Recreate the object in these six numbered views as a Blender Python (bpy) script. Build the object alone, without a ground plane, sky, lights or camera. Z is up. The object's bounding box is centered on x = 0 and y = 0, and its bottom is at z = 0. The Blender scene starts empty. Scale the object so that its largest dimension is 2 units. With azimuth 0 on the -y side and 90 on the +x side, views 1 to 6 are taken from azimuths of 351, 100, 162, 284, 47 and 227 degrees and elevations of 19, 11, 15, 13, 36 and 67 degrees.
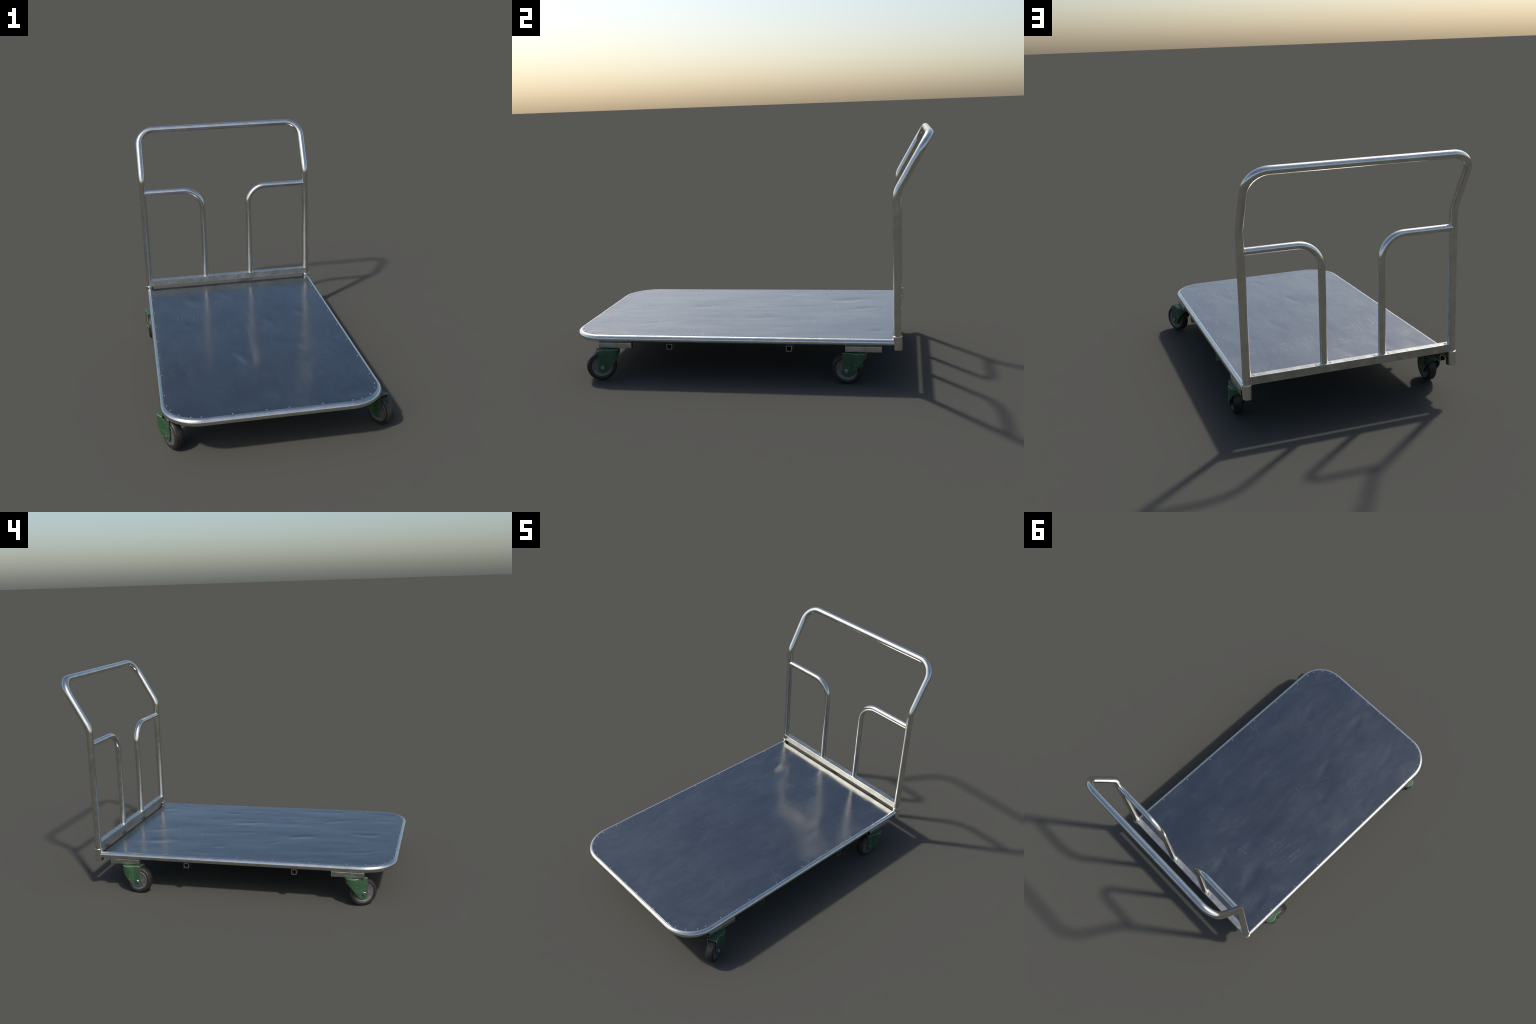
import bpy, bmesh, math
from mathutils import Vector, Matrix, noise

# ------------------------------------------------------------------ sizes
XC = -0.0188            # centre line of the cart (the casters stick out unevenly)
HALF = 0.5468           # centre line -> axis of side rail and handle post
TUBE = 0.0207           # radius of rail and handle tube
LOOP = 0.0183           # radius of the thinner loop tubes
RAIL_Z = 0.2271         # axis height of the rail
DECK_Z = 0.2484         # top of the deck sheet
DECK_T = 0.003
FRONT = -0.9793         # axis of the front rail
CORNER = 0.176          # bend radius of the rail
POST_Y = 0.8160         # handle posts
DECK_REAR = 0.7905
TOP_Y, TOP_Z = 0.9793, 1.3037
KINK_Z = 1.0130
BAR_Z0, BAR_Z1 = 0.2650, 0.3060
LOOP_X = 0.1555
LOOP_Z = 0.9152
AXLE_Z = 0.0824

# ------------------------------------------------------------------ node helpers
class Nodes:
    def __init__(self, name):
        self.mat = bpy.data.materials.new(name)
        self.mat.use_nodes = True
        self.t = self.mat.node_tree
        self.bsdf = self.t.nodes["Principled BSDF"]
        self.coord = self.t.nodes.new("ShaderNodeTexCoord")
    def new(self, kind, **kw):
        n = self.t.nodes.new(kind)
        for k, v in kw.items():
            setattr(n, k, v)
        return n
    def link(self, a, b):
        self.t.links.new(a, b)
    def mapped(self, scale=(1, 1, 1), rot=(0, 0, 0), loc=(0, 0, 0), src=None):
        m = self.new("ShaderNodeMapping")
        m.inputs["Scale"].default_value = scale
        m.inputs["Rotation"].default_value = rot
        m.inputs["Location"].default_value = loc
        self.link(src if src is not None else self.coord.outputs["Object"], m.inputs["Vector"])
        return m.outputs["Vector"]
    def noise(self, vec, scale, detail=4, rough=0.55, dist=0.0):
        n = self.new("ShaderNodeTexNoise")
        n.inputs["Scale"].default_value = scale
        n.inputs["Detail"].default_value = detail
        n.inputs["Roughness"].default_value = rough
        n.inputs["Distortion"].default_value = dist
        self.link(vec, n.inputs["Vector"])
        return n.outputs["Fac"]
    def ramp(self, fac, lo, hi, a=0.0, b=1.0):
        m = self.new("ShaderNodeMapRange")
        m.interpolation_type = 'SMOOTHSTEP'
        m.inputs["From Min"].default_value = lo
        m.inputs["From Max"].default_value = hi
        m.inputs["To Min"].default_value = a
        m.inputs["To Max"].default_value = b
        self.link(fac, m.inputs["Value"])
        return m.outputs["Result"]
    def math(self, op, a, b):
        m = self.new("ShaderNodeMath", operation=op)
        for i, v in enumerate((a, b)):
            if isinstance(v, (int, float)):
                m.inputs[i].default_value = v
            else:
                self.link(v, m.inputs[i])
        return m.outputs[0]
    def mix(self, fac, a, b):
        m = self.new("ShaderNodeMix", data_type='RGBA')
        if isinstance(fac, (int, float)):
            m.inputs[0].default_value = fac
        else:
            self.link(fac, m.inputs[0])
        for i, v in ((6, a), (7, b)):
            if isinstance(v, tuple):
                m.inputs[i].default_value = (*v, 1)
            else:
                self.link(v, m.inputs[i])
        return m.outputs[2]
    def set(self, name, v):
        s = self.bsdf.inputs[name]
        if isinstance(v, (int, float)):
            s.default_value = v
        elif isinstance(v, tuple):
            s.default_value = (*v, 1)
        else:
            self.link(v, s)
    def bump(self, height, strength, distance):
        b = self.new("ShaderNodeBump")
        b.inputs["Strength"].default_value = strength
        b.inputs["Distance"].default_value = distance
        self.link(height, b.inputs["Height"])
        self.link(b.outputs["Normal"], self.bsdf.inputs["Normal"])

def galvanised(name, light, dark, rough_lo, rough_hi, spangle=45.0, bump=0.12, specks=0.4):
    m = Nodes(name)
    v = m.mapped()
    cloud = m.ramp(m.noise(v, 14, 5, 0.6), 0.35, 0.68)
    vor = m.new("ShaderNodeTexVoronoi")
    vor.inputs["Scale"].default_value = spangle
    m.link(v, vor.inputs["Vector"])
    cell = m.new("ShaderNodeRGBToBW")
    m.link(vor.outputs["Color"], cell.inputs[0])
    spang = m.ramp(cell.outputs[0], 0.2, 0.8)
    f = m.math('ADD', m.math('MULTIPLY', cloud, 0.65), m.math('MULTIPLY', spang, 0.35))
    col = m.mix(f, dark, light)
    speck = m.ramp(m.noise(v, 150, 3, 0.7), 0.66, 0.74)
    col = m.mix(m.math('MULTIPLY', speck, specks), col, tuple(c * 0.55 for c in dark))
    m.set("Base Color", col)
    m.set("Metallic", 1.0)
    r = m.ramp(m.noise(v, 30, 5, 0.65), 0.3, 0.7, rough_lo, rough_hi)
    m.set("Roughness", r)
    m.bump(m.noise(v, 45, 3, 0.5), bump, 0.001)
    return m.mat

def deck_metal():
    m = Nodes("brushed_deck_sheet")
    cloud = m.ramp(m.noise(m.mapped((1, 0.55, 1)), 5, 6, 0.62), 0.3, 0.7)
    streak = m.ramp(m.noise(m.mapped((1, 0.04, 1)), 130, 3, 0.6), 0.3, 0.7)
    smear = m.ramp(m.noise(m.mapped((1, 0.22, 1), (0, 0, 0.5)), 16, 5, 0.65, 0.6), 0.55, 0.75)
    dirt = m.ramp(m.noise(m.mapped((1, 0.8, 1), (0, 0, 0.2), (4, 1, 0)), 9, 7, 0.7), 0.56, 0.72)
    scuff = m.ramp(m.noise(m.mapped((1, 0.45, 1), (0, 0, 0.35), (3, 5, 0)), 20, 6, 0.66, 0.8), 0.42, 0.64)
    col = m.mix(m.math('ADD', m.math('MULTIPLY', cloud, 0.45), m.math('ADD', m.math('MULTIPLY', scuff, 0.22), m.math('MULTIPLY', streak, 0.33))),
                DECK_DARK, DECK_LIGHT)
    col = m.mix(m.math('MULTIPLY', smear, 0.25), col, tuple(min(1, c * 1.2) for c in DECK_LIGHT))
    col = m.mix(m.math('MULTIPLY', dirt, 0.28), col, tuple(c * 0.70 for c in DECK_DARK))
    # faint bundles of fine scratches, mostly along the length of the cart
    scr = None
    for ang, dens, sc, off in ((0.05, 0.64, 190, 0.0), (-0.16, 0.66, 160, 7.3), (0.35, 0.67, 150, 3.1),
                               (1.25, 0.68, 150, 11.0), (-1.0, 0.69, 130, 5.7)):
        turned = m.mapped((1, 1, 1), (0, 0, ang), (off, off, 0))
        line = m.ramp(m.noise(m.mapped((1, 0.045, 1), src=turned), sc, 2, 0.55), dens - 0.03, dens + 0.05)
        patch = m.ramp(m.noise(m.mapped((1, 1, 1), (0, 0, 0), (off * 2, off, 0)), 3.6, 3, 0.55), 0.53, 0.66)
        one = m.math('MULTIPLY', line, patch)
        scr = one if scr is None else m.math('MAXIMUM', scr, one)
    scr = m.math('MULTIPLY', scr, 0.36)
    # single long scratches and the strokes left by sliding loads: (x, y) start, end, width, strength
    wobble = m.noise(m.mapped(), 18, 2, 0.5)
    broken = m.ramp(m.noise(m.mapped(), 60, 3, 0.6), 0.34, 0.56)
    wp = m.new("ShaderNodeCombineXYZ")
    m.link(m.math('MULTIPLY', m.math('SUBTRACT', wobble, 0.5), 0.020), wp.inputs[0])
    moved = m.new("ShaderNodeVectorMath", operation='ADD')
    m.link(m.coord.outputs["Object"], moved.inputs[0])
    m.link(wp.outputs[0], moved.inputs[1])
    flat = m.new("ShaderNodeVectorMath", operation='MULTIPLY')
    flat.inputs[1].default_value = (1, 1, 0)
    m.link(moved.outputs[0], flat.inputs[0])
    def stroke(a, b, width, power):
        a, b = Vector((*a, 0)), Vector((*b, 0))
        d = b - a
        pa = m.new("ShaderNodeVectorMath", operation='SUBTRACT')
        m.link(flat.outputs[0], pa.inputs[0])
        pa.inputs[1].default_value = a
        dot = m.new("ShaderNodeVectorMath", operation='DOT_PRODUCT')
        m.link(pa.outputs[0], dot.inputs[0])
        dot.inputs[1].default_value = d / d.length_squared
        cl = m.new("ShaderNodeClamp")
        m.link(dot.outputs["Value"], cl.inputs[0])
        sc = m.new("ShaderNodeVectorMath", operation='SCALE')
        sc.inputs[0].default_value = d
        m.link(cl.outputs[0], sc.inputs["Scale"])
        dist = m.new("ShaderNodeVectorMath", operation='DISTANCE')
        m.link(pa.outputs[0], dist.inputs[0])
        m.link(sc.outputs[0], dist.inputs[1])
        core = m.ramp(dist.outputs["Value"], width * 0.4, width, power, 0.0)
        return m.math('MULTIPLY', core, broken)
    strokes = [((0.527, -0.234), (0.460, -0.237), 0.0021, 1.0), ((0.503, -0.267), (0.390, -0.221), 0.0018, 0.8),
               ((-0.061, -0.136), (-0.124, -0.125), 0.0019, 0.9), ((-0.071, 0.461), (-0.172, 0.441), 0.0019, 1.0),
               ((-0.010, 0.530), (-0.090, 0.538), 0.0016, 0.6), ((-0.493, 0.520), (-0.515, 0.636), 0.0017, 0.7),
               ((0.444, -0.444), (0.407, -0.321), 0.0016, 0.5), ((0.203, 0.345), (0.176, 0.340), 0.0028, 0.7),
               ((0.440, -0.170), (0.436, -0.128), 0.0026, 0.7), ((0.425, -0.190), (0.420, -0.160), 0.0024, 0.6)]
    for k in range(9):                      # the bundle near the left rear
        x = -0.275 - 0.021 * k + 0.006 * math.sin(k * 2.3)
        y = 0.235 + 0.045 * math.sin(k * 1.7)
        ln = 0.055 + 0.03 * math.sin(k * 3.1)
        strokes.append(((x + 0.006, y + ln), (x - 0.004, y - ln), 0.0022, 0.45 + 0.25 * math.sin(k * 1.3)))
    for k in range(5):                      # and the shorter one by the right front corner
        x = 0.420 + 0.018 * k
        y = -0.690 + 0.030 * math.sin(k * 2.1)
        strokes.append(((x, y - 0.04), (x + 0.010, y + 0.035), 0.0024, 0.4))
    for st in strokes:
        scr = m.math('MAXIMUM', scr, stroke(*st))
    col = m.mix(m.math('MULTIPLY', scr, 0.85), col, (0.50, 0.49, 0.49))
    m.set("Base Color", col)
    m.set("Metallic", 1.0)
    r = m.math('ADD', m.ramp(cloud, 0.0, 1.0, DECK_ROUGH - 0.02, DECK_ROUGH + 0.03),
               m.math('MULTIPLY', m.math('ADD', smear, scr), 0.05))
    worn = m.ramp(m.noise(m.mapped((1, 0.7, 1), (0, 0, 0.3), (2, 8, 0)), 6, 6, 0.68, 0.5), 0.46, 0.66, 0.0, 0.055)
    m.set("Roughness", m.math('ADD', r, m.math('ADD', worn, m.math('MULTIPLY', dirt, 0.04))))
    h = m.math('ADD', m.math('MULTIPLY', streak, 0.3), m.math('MULTIPLY', scr, -0.6))
    m.bump(h, 0.05, 0.0006)
    return m.mat

def green_paint(name, edge):
    m = Nodes(name)
    info = m.new("ShaderNodeObjectInfo")
    shift = m.new("ShaderNodeVectorMath", operation='ADD')
    rnd = m.new("ShaderNodeCombineXYZ")
    m.link(m.math('MULTIPLY', info.outputs["Random"], 3.0), rnd.inputs[0])
    m.link(m.coord.outputs["Object"], shift.inputs[0])
    m.link(rnd.outputs[0], shift.inputs[1])
    v = shift.outputs[0]
    tone = m.ramp(m.noise(v, 28, 5, 0.6), 0.3, 0.7)
    col = m.mix(tone, GREEN_A, GREEN_B)
    chip = m.ramp(m.noise(v, 120, 5, 0.65, 0.4), 0.615 - edge, 0.645 - edge)
    zone = m.ramp(m.noise(v, 22, 3, 0.5), 0.50, 0.58)
    if edge == 0:
        chip = m.math('MULTIPLY', chip, zone)
    col = m.mix(m.math('MULTIPLY', chip, 0.75), col, (0.33, 0.33, 0.26))
    m.set("Base Color", col)
    m.set("Roughness", m.ramp(m.noise(v, 40, 4, 0.6), 0.3, 0.7, 0.38, 0.55))
    m.set("Metallic", 0.0)
    m.bump(chip, 0.25, -0.0006)
    return m.mat

def rubber():
    m = Nodes("black_rubber")
    v = m.mapped()
    dust = m.ramp(m.noise(v, 60, 6, 0.65), 0.35, 0.75)
    m.set("Base Color", m.mix(dust, (0.012, 0.011, 0.010), (0.030, 0.026, 0.023)))
    m.set("Roughness", m.ramp(m.noise(v, 35, 4, 0.6), 0.3, 0.7, 0.42, 0.60))
    m.bump(m.noise(v, 220, 3, 0.6), 0.15, 0.0006)
    return m.mat

def dull_steel(name, a, b, rough, metal):
    m = Nodes(name)
    v = m.mapped()
    f = m.ramp(m.noise(v, 55, 6, 0.65), 0.35, 0.7)
    spots = m.ramp(m.noise(v, 190, 3, 0.6), 0.6, 0.68)
    m.set("Base Color", m.mix(m.math('MULTIPLY', spots, 0.5), m.mix(f, a, b), tuple(c * 0.35 for c in a)))
    m.set("Metallic", metal)
    m.set("Roughness", m.ramp(f, 0, 1, rough, rough + 0.12))
    m.bump(m.noise(v, 160, 4, 0.6), 0.12, 0.0005)
    return m.mat

DECK_DARK = (0.202, 0.206, 0.206)
DECK_LIGHT = (0.256, 0.260, 0.260)
DECK_ROUGH = 0.20
GREEN_A = (0.020, 0.064, 0.027)
GREEN_B = (0.030, 0.082, 0.038)

M_TUBE = galvanised("polished_zinc_tube", (0.82, 0.81, 0.745), (0.69, 0.68, 0.615), 0.15, 0.24, 60, 0.03, 0.15)  # base colour tinted yellow for the warm olive reflections on the tubes
M_BOX = galvanised("spangled_zinc_section", (0.61, 0.60, 0.54), (0.44, 0.435, 0.39), 0.30, 0.42, 55, 0.06, 0.3)  # zinc darkened and warmed to carry the cream reflected light in its colour
M_DECK = deck_metal()
M_RIVET = dull_steel("bright_rivet_steel", (0.26, 0.26, 0.255), (0.36, 0.36, 0.35), 0.36, 1.0)
M_GREEN = green_paint("green_paint", 0.0)
M_EDGE = green_paint("worn_green_edge", 0.16)
M_RUBBER = rubber()
M_RIM = dull_steel("grey_wheel_rim", (0.13, 0.13, 0.128), (0.20, 0.20, 0.196), 0.42, 0.6)
M_BOLT = dull_steel("bolt_steel", (0.30, 0.30, 0.31), (0.46, 0.46, 0.47), 0.30, 1.0)

# ------------------------------------------------------------------ mesh helpers
COL = bpy.context.scene.collection

def link(name, mesh, parent, mat=None, smooth=40):
    ob = bpy.data.objects.new(name, mesh)
    COL.objects.link(ob)
    ob.parent = parent
    if mat is not None and not mesh.materials:
        mesh.materials.append(mat)
    return ob

def finish(bm, name, angle=40):
    bmesh.ops.recalc_face_normals(bm, faces=bm.faces[:])
    me = bpy.data.meshes.new(name)
    bm.to_mesh(me)
    bm.free()
    me.shade_smooth()
    me.set_sharp_from_angle(angle=math.radians(angle))
    return me

def bake(mesh, *mods, angle=40):
    """apply modifiers given as (type, settings) to a mesh"""
    ob = bpy.data.objects.new("helper", mesh)
    COL.objects.link(ob)
    for kind, cfg in mods:
        md = ob.modifiers.new(kind.lower(), kind)
        for k, v in cfg.items():
            setattr(md, k, v)
    dg = bpy.context.evaluated_depsgraph_get()
    out = bpy.data.meshes.new_from_object(ob.evaluated_get(dg))
    bpy.data.objects.remove(ob)
    if not out.has_custom_normals:
        out.shade_smooth()
        out.set_sharp_from_angle(angle=math.radians(angle))
    return out

def flat_normals(mesh):
    """let the large faces keep their own normal, so that only the rounded edges shade round"""
    return bake(mesh, ('WEIGHTED_NORMAL', dict(keep_sharp=True, weight=100)), angle=60)

def fillet_path(points, radii, step=0.012):
    """polyline with rounded corners; radii[i] belongs to inner point i"""
    pts = [Vector(p) for p in points]
    out = [pts[0]]
    for i in range(1, len(pts) - 1):
        a = (pts[i - 1] - pts[i]).normalized()
        b = (pts[i + 1] - pts[i]).normalized()
        ang = a.angle(b)
        r = radii[i - 1]
        d = r / math.tan(ang / 2)
        c = pts[i] + (a + b).normalized() * (r / math.sin(ang / 2))
        s, e = pts[i] + a * d - c, pts[i] + b * d - c
        sweep = s.angle(e)
        n = max(4, int(sweep * r / step))
        axis = s.cross(e).normalized()
        for k in range(n + 1):
            out.append(c + Matrix.Rotation(sweep * k / n, 3, axis) @ s)
    out.append(pts[-1])
    # subdivide long straights
    full = [out[0]]
    for p, q in zip(out, out[1:]):
        n = max(1, int((q - p).length / 0.06))
        for k in range(1, n + 1):
            full.append(p.lerp(q, k / n))
    return full

def tube(name, path, r, seg=40):
    bm = bmesh.new()
    rings = []
    t0 = (path[1] - path[0]).normalized()
    ref = Vector((0, 0, 1)) if abs(t0.z) < 0.9 else Vector((0, 1, 0))
    nrm = t0.cross(ref).normalized()
    for i, p in enumerate(path):
        a = path[max(0, i - 1)]
        b = path[min(len(path) - 1, i + 1)]
        t = (b - a).normalized()
        nrm = (nrm - t * nrm.dot(t)).normalized()
        bi = t.cross(nrm)
        rings.append([bm.verts.new(p + (nrm * math.cos(2 * math.pi * k / seg) + bi * math.sin(2 * math.pi * k / seg)) * r)
                      for k in range(seg)])
    for ra, rb in zip(rings, rings[1:]):
        for k in range(seg):
            bm.faces.new((ra[k], ra[(k + 1) % seg], rb[(k + 1) % seg], rb[k]))
    bm.faces.new(rings[0])
    bm.faces.new(rings[-1])
    return finish(bm, name)

def lathe(name, profile, seg=64, axis='Z', closed=False, angle=35):
    """profile: list of (along axis, radius)"""
    bm = bmesh.new()
    rings = []
    for a, r in profile:
        if r < 1e-6:
            rings.append([bm.verts.new((0, 0, a))])
        else:
            rings.append([bm.verts.new((r * math.cos(2 * math.pi * k / seg), r * math.sin(2 * math.pi * k / seg), a))
                          for k in range(seg)])
    pairs = list(zip(rings, rings[1:]))
    if closed:
        pairs.append((rings[-1], rings[0]))
    for ra, rb in pairs:
        for k in range(seg):
            j = (k + 1) % seg
            if len(ra) == 1 and len(rb) == 1:
                continue
            if len(ra) == 1:
                bm.faces.new((ra[0], rb[j], rb[k]))
            elif len(rb) == 1:
                bm.faces.new((ra[k], ra[j], rb[0]))
            else:
                bm.faces.new((ra[k], ra[j], rb[j], rb[k]))
    if axis == 'X':
        bmesh.ops.rotate(bm, verts=bm.verts, cent=(0, 0, 0), matrix=Matrix.Rotation(math.pi / 2, 3, 'Y'))
    return finish(bm, name, angle)

def box(name, size, bevel=0.002, seg=3):
    bm = bmesh.new()
    bmesh.ops.create_cube(bm, size=1)
    bmesh.ops.scale(bm, verts=bm.verts, vec=size)
    bmesh.ops.bevel(bm, geom=bm.edges[:], offset=bevel, segments=seg, profile=0.5, affect='EDGES')
    return flat_normals(finish(bm, name, 60))

def hollow_section(name, length, w, h, wall, axis):
    """open-ended rectangular tube along X or Y with rounded long edges"""
    bm = bmesh.new()
    def loop(hw, hh, rad, at):
        pts = []
        for cx, cy, a0 in ((1, 1, 0), (-1, 1, 90), (-1, -1, 180), (1, -1, 270)):
            for k in range(4):
                a = math.radians(a0 + k * 30)
                pts.append((cx * (hw - rad) + rad * math.cos(a), cy * (hh - rad) + rad * math.sin(a)))
        return [bm.verts.new((at, p[0], p[1]) if axis == 'X' else (p[0], at, p[1])) for p in pts]
    L = length / 2
    rings = [loop(w / 2, h / 2, 0.003, -L), loop(w / 2, h / 2, 0.003, L),
             loop(w / 2 - wall, h / 2 - wall, 0.001, L), loop(w / 2 - wall, h / 2 - wall, 0.001, -L)]
    for i in range(4):
        a, b = rings[i], rings[(i + 1) % 4]
        n = len(a)
        for k in range(n):
            bm.faces.new((a[k], a[(k + 1) % n], b[(k + 1) % n], b[k]))
    return flat_normals(finish(bm, name, 40))

def dome(name, r, h):
    prof = [(-0.001, r)]
    for k in range(7):
        a = math.radians(90 * k / 6)
        prof.append((h * math.sin(a), r * math.cos(a)))
    prof[-1] = (h, 0.0)
    return lathe(name, prof, 20, angle=80)

# ------------------------------------------------------------------ the cart
cart = bpy.data.objects.new("platform_cart", None)
cart.empty_display_size = 0.2
COL.objects.link(cart)
cart["label"] = "steel platform hand cart with tube handle and green casters"
cart["category"] = "platform cart"

# rail: one bent tube, U shaped, ends running into the handle sockets
rail_path = fillet_path([(XC + HALF, POST_Y, RAIL_Z), (XC + HALF, FRONT, RAIL_Z),
                         (XC - HALF, FRONT, RAIL_Z), (XC - HALF, POST_Y, RAIL_Z)], [CORNER, CORNER])
rail = link("frame_rail", tube("frame_rail", rail_path, TUBE), cart, M_TUBE)

# deck: sheet with softly buckled top, its edge lying on the crest of the rail
def deck_mesh():
    bm = bmesh.new()
    hw = HALF - 0.0012
    y0, y1 = FRONT + 0.0012, DECK_REAR
    rad = CORNER - 0.0012
    ys = [y0 + rad * (1 - math.cos(math.pi / 2 * k / 26)) for k in range(27)]
    n = 110
    ys += [ys[-1] + (y1 - ys[-1]) * k / n for k in range(1, n + 1)]
    nx = 90
    def top(x, y, edge):
        v = Vector((x * 2.6, y * 1.9, 3.7))
        h = noise.noise(v) * 0.0016 + noise.noise(v * 2.3 + Vector((5, 2, 0))) * 0.0009
        v2 = Vector((x * 9.0 + y * 2.0, y * 5.0, 9.1))
        n2 = noise.noise(v2)
        h += -0.0055 * max(0.0, n2 - 0.36) + 0.0012 * max(0.0, -n2 - 0.40) + 0.0010 * noise.noise(Vector((x * 11.0, y * 3.2, 1.3)))
        h += 0.00022 * noise.noise(Vector((x * 26.0 + y * 4.0, y * 9.0, 6.3)))
        return h * min(1.0, edge / 0.07) ** 2
    def row(y, z, bumpy):
        d = y - y0
        w = hw if d >= rad else hw - rad + math.sqrt(max(0.0, rad * rad - (rad - d) ** 2))
        out = []
        for i in range(nx + 1):
            u = -1 + 2 * i / nx
            u = math.copysign(1 - (1 - abs(u)) ** 1.15, u)
            x = w * u
            e = min(hw - abs(x), d, y1 - y)
            out.append(bm.verts.new((XC + x, y, z + (top(x, y, max(0, e)) if bumpy else 0))))
        return out
    tops = [row(y, DECK_Z, True) for y in ys]
    bots = [row(y, DECK_Z - DECK_T, True) for y in ys]
    for a, b in zip(tops, tops[1:]):
        for i in range(nx):
            bm.faces.new((a[i], a[i + 1], b[i + 1], b[i]))
    for a, b in zip(bots, bots[1:]):
        for i in range(nx):
            bm.faces.new((a[i], b[i], b[i + 1], a[i + 1]))
    for j in range(len(ys) - 1):
        for i in (0, nx):
            bm.faces.new((tops[j][i], tops[j + 1][i], bots[j + 1][i], bots[j][i]))
    for j in (0, len(ys) - 1):
        for i in range(nx):
            bm.faces.new((tops[j][i], tops[j][i + 1], bots[j][i + 1], bots[j][i]))
    return finish(bm, "deck", 30)
deck = link("deck", deck_mesh(), cart, M_DECK)

# deck rivets: evenly spaced on the sides, a fan of five in each corner, four at the front
rivet_mesh = dome("rivet", 0.0043, 0.0026)
rivet_mesh.materials.append(M_RIVET)
spots = []
for s in (-1, 1):
    for k in range(7):
        spots.append((s * 0.5375, 0.5855 - 0.21735 * k))
    for x, y in ((0.5325, -0.8255), (0.5189, -0.8738), (0.4800, -0.9273), (0.4252, -0.9600), (0.3757, -0.9690)):
        spots.append((s * x, y))
    spots += [(s * 0.2240, -0.9696), (s * 0.0563, -0.9698)]
for x, y in spots:
    r = link("rivet", rivet_mesh, deck)
    r.location = (XC + x, y, DECK_Z)

# handle sockets at the rear corners
SOCK_R = 0.0252
sock_prof = [(0.1885, 0.0), (0.1885, SOCK_R - 0.007), (0.1885, SOCK_R - 0.005), (0.1900, SOCK_R - 0.0018), (0.1930, SOCK_R), (0.1945, SOCK_R), (0.2620, SOCK_R),
             (0.2635, SOCK_R), (0.2648, SOCK_R - 0.0006), (0.2654, SOCK_R - 0.0018), (0.2650, SOCK_R - 0.0032), (0.2600, TUBE - 0.001)]
sock_mesh = lathe("handle_socket", sock_prof, 48, angle=50)
sock_mesh.materials.append(M_TUBE)
for s in (1, -1):
    o = link("handle_socket", sock_mesh, rail)
    o.location = (XC + s * HALF, POST_Y, 0)

# two hollow cross tubes under the deck
cross_mesh = hollow_section("cross_tube", 1.122, 0.0305, 0.0305, 0.003, 'X')
cross_mesh.materials.append(M_BOX)
for y in (-0.4155, 0.2450):
    o = link("cross_tube", cross_mesh, rail)
    o.location = (XC, y, 0.1900)

# short hollow sections that carry the casters
mount_mesh = hollow_section("caster_mount", 0.190, 0.0315, 0.0315, 0.003, 'Y')
mount_mesh.materials.append(M_BOX)
MOUNT_X = 0.5455
for s in (1, -1):
    for y in (-0.7280, 0.6395):
        o = link("caster_mount", mount_mesh, rail)
        o.location = (XC + s * MOUNT_X, y, 0.1918)

# push handle: one bent tube
hp = [(XC + HALF, POST_Y, 0.195), (XC + HALF, POST_Y, KINK_Z), (XC + HALF, TOP_Y, TOP_Z),
      (XC - HALF, TOP_Y, TOP_Z), (XC - HALF, POST_Y, KINK_Z), (XC - HALF, POST_Y, 0.195)]
handle = link("push_handle", tube("push_handle", fillet_path(hp, [0.125, 0.104, 0.104, 0.125]), TUBE), cart, M_TUBE)

def loop_x(s):
    return XC - 0.0018 + s * LOOP_X
for s in (1, -1):
    up = loop_x(s)
    lp = [(XC + s * (HALF - 0.004), POST_Y, LOOP_Z), (up, POST_Y, LOOP_Z), (up, POST_Y, BAR_Z1 - 0.004)]
    link("side_loop", tube("side_loop", fillet_path(lp, [0.122]), LOOP, 36), handle, M_TUBE)

bar = link("lower_crossbar", box("lower_crossbar", (2 * HALF, 0.0385, BAR_Z1 - BAR_Z0), 0.0012), handle, M_BOX)
bar.location = (XC, POST_Y - 0.0020, (BAR_Z0 + BAR_Z1) / 2)
bar_rivet = dome("rivet", 0.0056, 0.0032)
bar_rivet.materials.append(M_RIVET)
for s in (1, -1):
    for x in (LOOP_X - 0.0372, LOOP_X + 0.0372, 0.5115):
        r = link("rivet", bar_rivet, handle)
        r.location = (XC + s * x, POST_Y - 0.0005, BAR_Z1)

# weld beads round the loop tubes
def ring(name, R, r):
    prof = [(r * math.sin(2 * math.pi * k / 10), R + r * math.cos(2 * math.pi * k / 10)) for k in range(10)]
    return lathe(name, prof, 40, closed=True, angle=80)
bead = ring("weld_bead", LOOP + 0.0002, 0.0026)
bead.materials.append(M_TUBE)
for s in (1, -1):
    o = link("weld_bead", bead, handle)
    o.location = (loop_x(s), POST_Y, BAR_Z1)

# ------------------------------------------------------------------ casters
# local frame: x across the wheel, y from axle towards the swivel axis, origin on the ground below the axle
TRAIL = 0.085
FORK_HALF = 0.0305
PLATE_Z = 0.1735
SWIVEL_R = 0.0455
HEAD_Y = 0.0575
BOLT_Z = 0.0775

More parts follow.
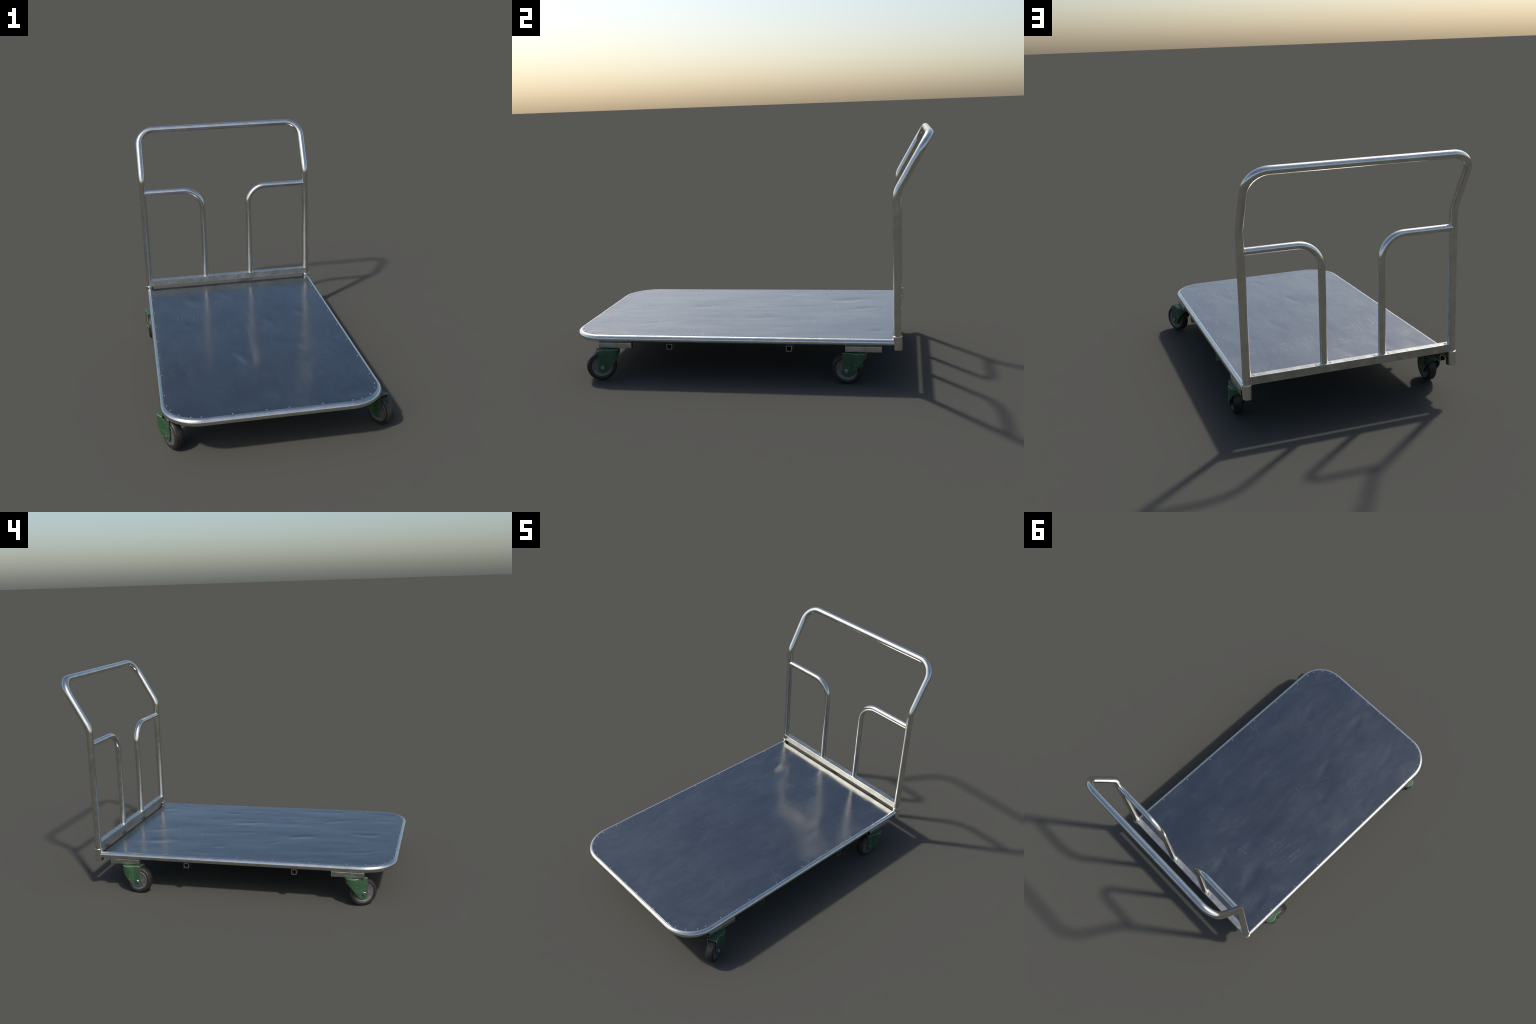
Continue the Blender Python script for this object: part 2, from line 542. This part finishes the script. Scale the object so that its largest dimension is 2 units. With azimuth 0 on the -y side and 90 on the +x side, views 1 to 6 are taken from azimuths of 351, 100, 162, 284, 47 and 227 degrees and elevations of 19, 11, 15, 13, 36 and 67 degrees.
def fork_outline():
    """half outline of the fork plate from wheel end to swivel end (x, y)"""
    pts = []
    for k in range(7):
        pts.append((FORK_HALF, -0.022 + 0.042 * k / 6))
    # round swivel head, blended into the straight legs
    for k in range(5):                       # flare out of the straight cheek
        t = (k + 1) / 6
        w = t * t * (3 - 2 * t)
        pts.append((FORK_HALF + (SWIVEL_R * math.cos(0.30) - FORK_HALF) * w, 0.020 + (HEAD_Y - SWIVEL_R * math.sin(0.30) - 0.020) * t))
    for k in range(19):
        a = -0.30 + (math.pi / 2 + 0.30) * k / 18
        pts.append((SWIVEL_R * math.cos(a), HEAD_Y + SWIVEL_R * math.sin(a)))
    pts[-1] = (0.0, pts[-1][1])
    return pts

def fork_low(y):
    """height of the lower edge of the fork cheek at distance y from the axle"""
    arc = [(-0.022, 0.069), (-0.0205, 0.061), (-0.015, 0.053), (-0.006, 0.0470), (0.006, 0.0445), (0.016, 0.0450), (0.0235, 0.049),
           (0.100, 0.1455), (0.120, 0.1500)]
    for (a, za), (b, zb) in zip(arc, arc[1:]):
        if a <= y <= b:
            return za + (zb - za) * (y - a) / (b - a)
    return arc[-1][1] if y > 0 else arc[0][1]

def fork_mesh():
    half = fork_outline()
    dense = []
    for p, q in zip(half, half[1:]):
        n = max(1, int(math.hypot(q[0] - p[0], q[1] - p[1]) / 0.004))
        for k in range(n):
            dense.append((p[0] + (q[0] - p[0]) * k / n, p[1] + (q[1] - p[1]) * k / n))
    dense.append(half[-1])
    out = dense + [(-x, y) for x, y in reversed(dense[:-1])]
    bm = bmesh.new()
    R = 0.004
    tops = []
    cols = []
    for x, y in out:
        zb = fork_low(y)
        col = [bm.verts.new((x, y, PLATE_Z - R - (PLATE_Z - R - zb) * k / 5)) for k in range(6)]
        # rounded shoulder between plate and cheek
        sh = []
        inx = -math.copysign(1, x) if abs(x) > 1e-6 else 0.0
        c = HEAD_Y
        if y > 0.030:
            d = Vector((x, y - c)).normalized()
            iv = -d
        else:
            iv = Vector((inx, 0))
        for k in (1, 2, 3):
            a = math.pi / 2 * k / 3
            sh.append(bm.verts.new((x + iv.x * R * (1 - math.cos(a)), y + iv.y * R * (1 - math.cos(a)), PLATE_Z - R + R * math.sin(a))))
        cols.append(list(reversed(sh)) + col)
        tops.append(sh[-1])
    for a, b in zip(cols, cols[1:]):
        for k in range(len(a) - 1):
            f = bm.faces.new((a[k], b[k], b[k + 1], a[k + 1]))
            f.material_index = 1 if k == 1 else 0      # paint rubbed off the shoulder
    # top plate as strips joining mirrored points
    n = len(out)
    for i in range(n // 2):
        j = n - 1 - i
        q = [tops[i], tops[i + 1], tops[j - 1], tops[j]]
        u = []
        for v in q:
            if v not in u:
                u.append(v)
        if len(u) >= 3:
            bm.faces.new(u)
    bmesh.ops.recalc_face_normals(bm, faces=bm.faces[:])
    me = finish(bm, "caster_fork", 50)
    me.materials.append(M_GREEN)
    me.materials.append(M_EDGE)
    return bake(me, ('SOLIDIFY', dict(thickness=0.0036, offset=-1, material_offset_rim=1, use_even_offset=True)), angle=45)

tyre_half = [(0.0180, 0.0570), (0.0205, 0.0582), (0.0222, 0.0615), (0.0234, 0.0660), (0.0232, 0.0695), (0.0220, 0.0714), (0.0216, 0.0724),
             (0.0220, 0.0736), (0.0208, 0.0764), (0.0188, 0.0786), (0.0180, 0.0788), (0.0170, 0.0801), (0.0132, 0.0814), (0.0118, 0.0810), (0.0106, 0.0818), (0.0040, 0.0824)]
tyre_mesh = lathe("tyre", [(a * 1.05, r) for a, r in tyre_half] + [(-a * 1.05, r) for a, r in reversed(tyre_half)], 96, 'X', closed=True, angle=60)
tyre_mesh.materials.append(M_RUBBER)
rim_half = [(0.0262, 0.0), (0.0262, 0.0170), (0.0256, 0.0180), (0.0225, 0.0185), (0.0215, 0.0230), (0.0210, 0.0250), (0.0206, 0.0420),
            (0.0208, 0.0470), (0.0214, 0.0500), (0.0222, 0.0525), (0.0230, 0.0540), (0.0230, 0.0575), (0.0216, 0.0590), (0.0160, 0.0592)]
rim_mesh = lathe("wheel_rim", rim_half + [(-a, r) for a, r in reversed(rim_half)], 72, 'X', angle=40)
rim_mesh.materials.append(M_RIM)

def hex_bolt(side):
    bm = bmesh.new()
    prof = [(0.0, 0.0118), (0.0062, 0.0118), (0.0078, 0.0098), (0.0078, 0.0)]
    rings = []
    for a, r in prof[:3]:
        rings.append([bm.verts.new((a, r * math.cos(math.pi / 3 * k), r * math.sin(math.pi / 3 * k))) for k in range(6)])
    for ra, rb in zip(rings, rings[1:]):
        for k in range(6):
            bm.faces.new((ra[k], ra[(k + 1) % 6], rb[(k + 1) % 6], rb[k]))
    bm.faces.new(rings[-1])
    bm.faces.new(rings[0])
    # shank reaching through the cheek to the hub
    sh = [[bm.verts.new((x, 0.005 * math.cos(math.pi / 6 * k), 0.005 * math.sin(math.pi / 6 * k))) for k in range(12)] for x in (-0.010, 0.001)]
    for k in range(12):
        bm.faces.new((sh[0][k], sh[0][(k + 1) % 12], sh[1][(k + 1) % 12], sh[1][k]))
    bm.faces.new(sh[0]); bm.faces.new(sh[1])
    if side < 0:
        bmesh.ops.rotate(bm, verts=bm.verts, cent=(0, 0, 0), matrix=Matrix.Rotation(math.pi, 3, 'Z'))
    return finish(bm, "axle_bolt", 25)

fork = fork_mesh()
bolts = {s: hex_bolt(s) for s in (1, -1)}
for b in bolts.values():
    b.materials.append(M_BOLT)
bearing = lathe("swivel_bearing", [(PLATE_Z - 0.001, 0.0), (PLATE_Z - 0.001, 0.019), (0.1750, 0.019), (0.1763, 0.017), (0.1763, 0.0)], 40)
bearing.materials.append(M_GREEN)

# (side, mount centre y, swivel angle: trail direction measured from -y towards +x)
for s, my, ang, dx, dy in ((-1, -0.7280, 25.3, -0.0047, -0.0027), (1, -0.7280, 27.9, -0.0115, -0.0031),
                           (1, 0.6395, -5.0, 0.0026, -0.0011), (-1, 0.6395, -3.5, -0.0006, 0.0)):
    sx, sy = XC + s * MOUNT_X + dx, my + dy
    a = math.radians(ang)
    # local -y must point along (sin a, -cos a)
    f = link("caster_fork", fork, cart)
    f.location = (sx + math.sin(a) * TRAIL, sy - math.cos(a) * TRAIL, 0)
    f.rotation_euler = (0, 0, a)
    for nm, me in (("tyre", tyre_mesh), ("wheel_rim", rim_mesh)):
        w = link(nm, me, f)
        w.location = (0, 0, AXLE_Z)
        w.rotation_euler = (a * 3 + my, 0, 0)
    for side in (s,):
        b = link("axle_bolt", bolts[side], f)
        b.location = (side * (FORK_HALF + 0.0002), 0, BOLT_Z)
        b.rotation_euler = (0.4 * side + a, 0, 0)
    c = link("swivel_bearing", bearing, f)
    c.location = (0, TRAIL - 0.012, 0)
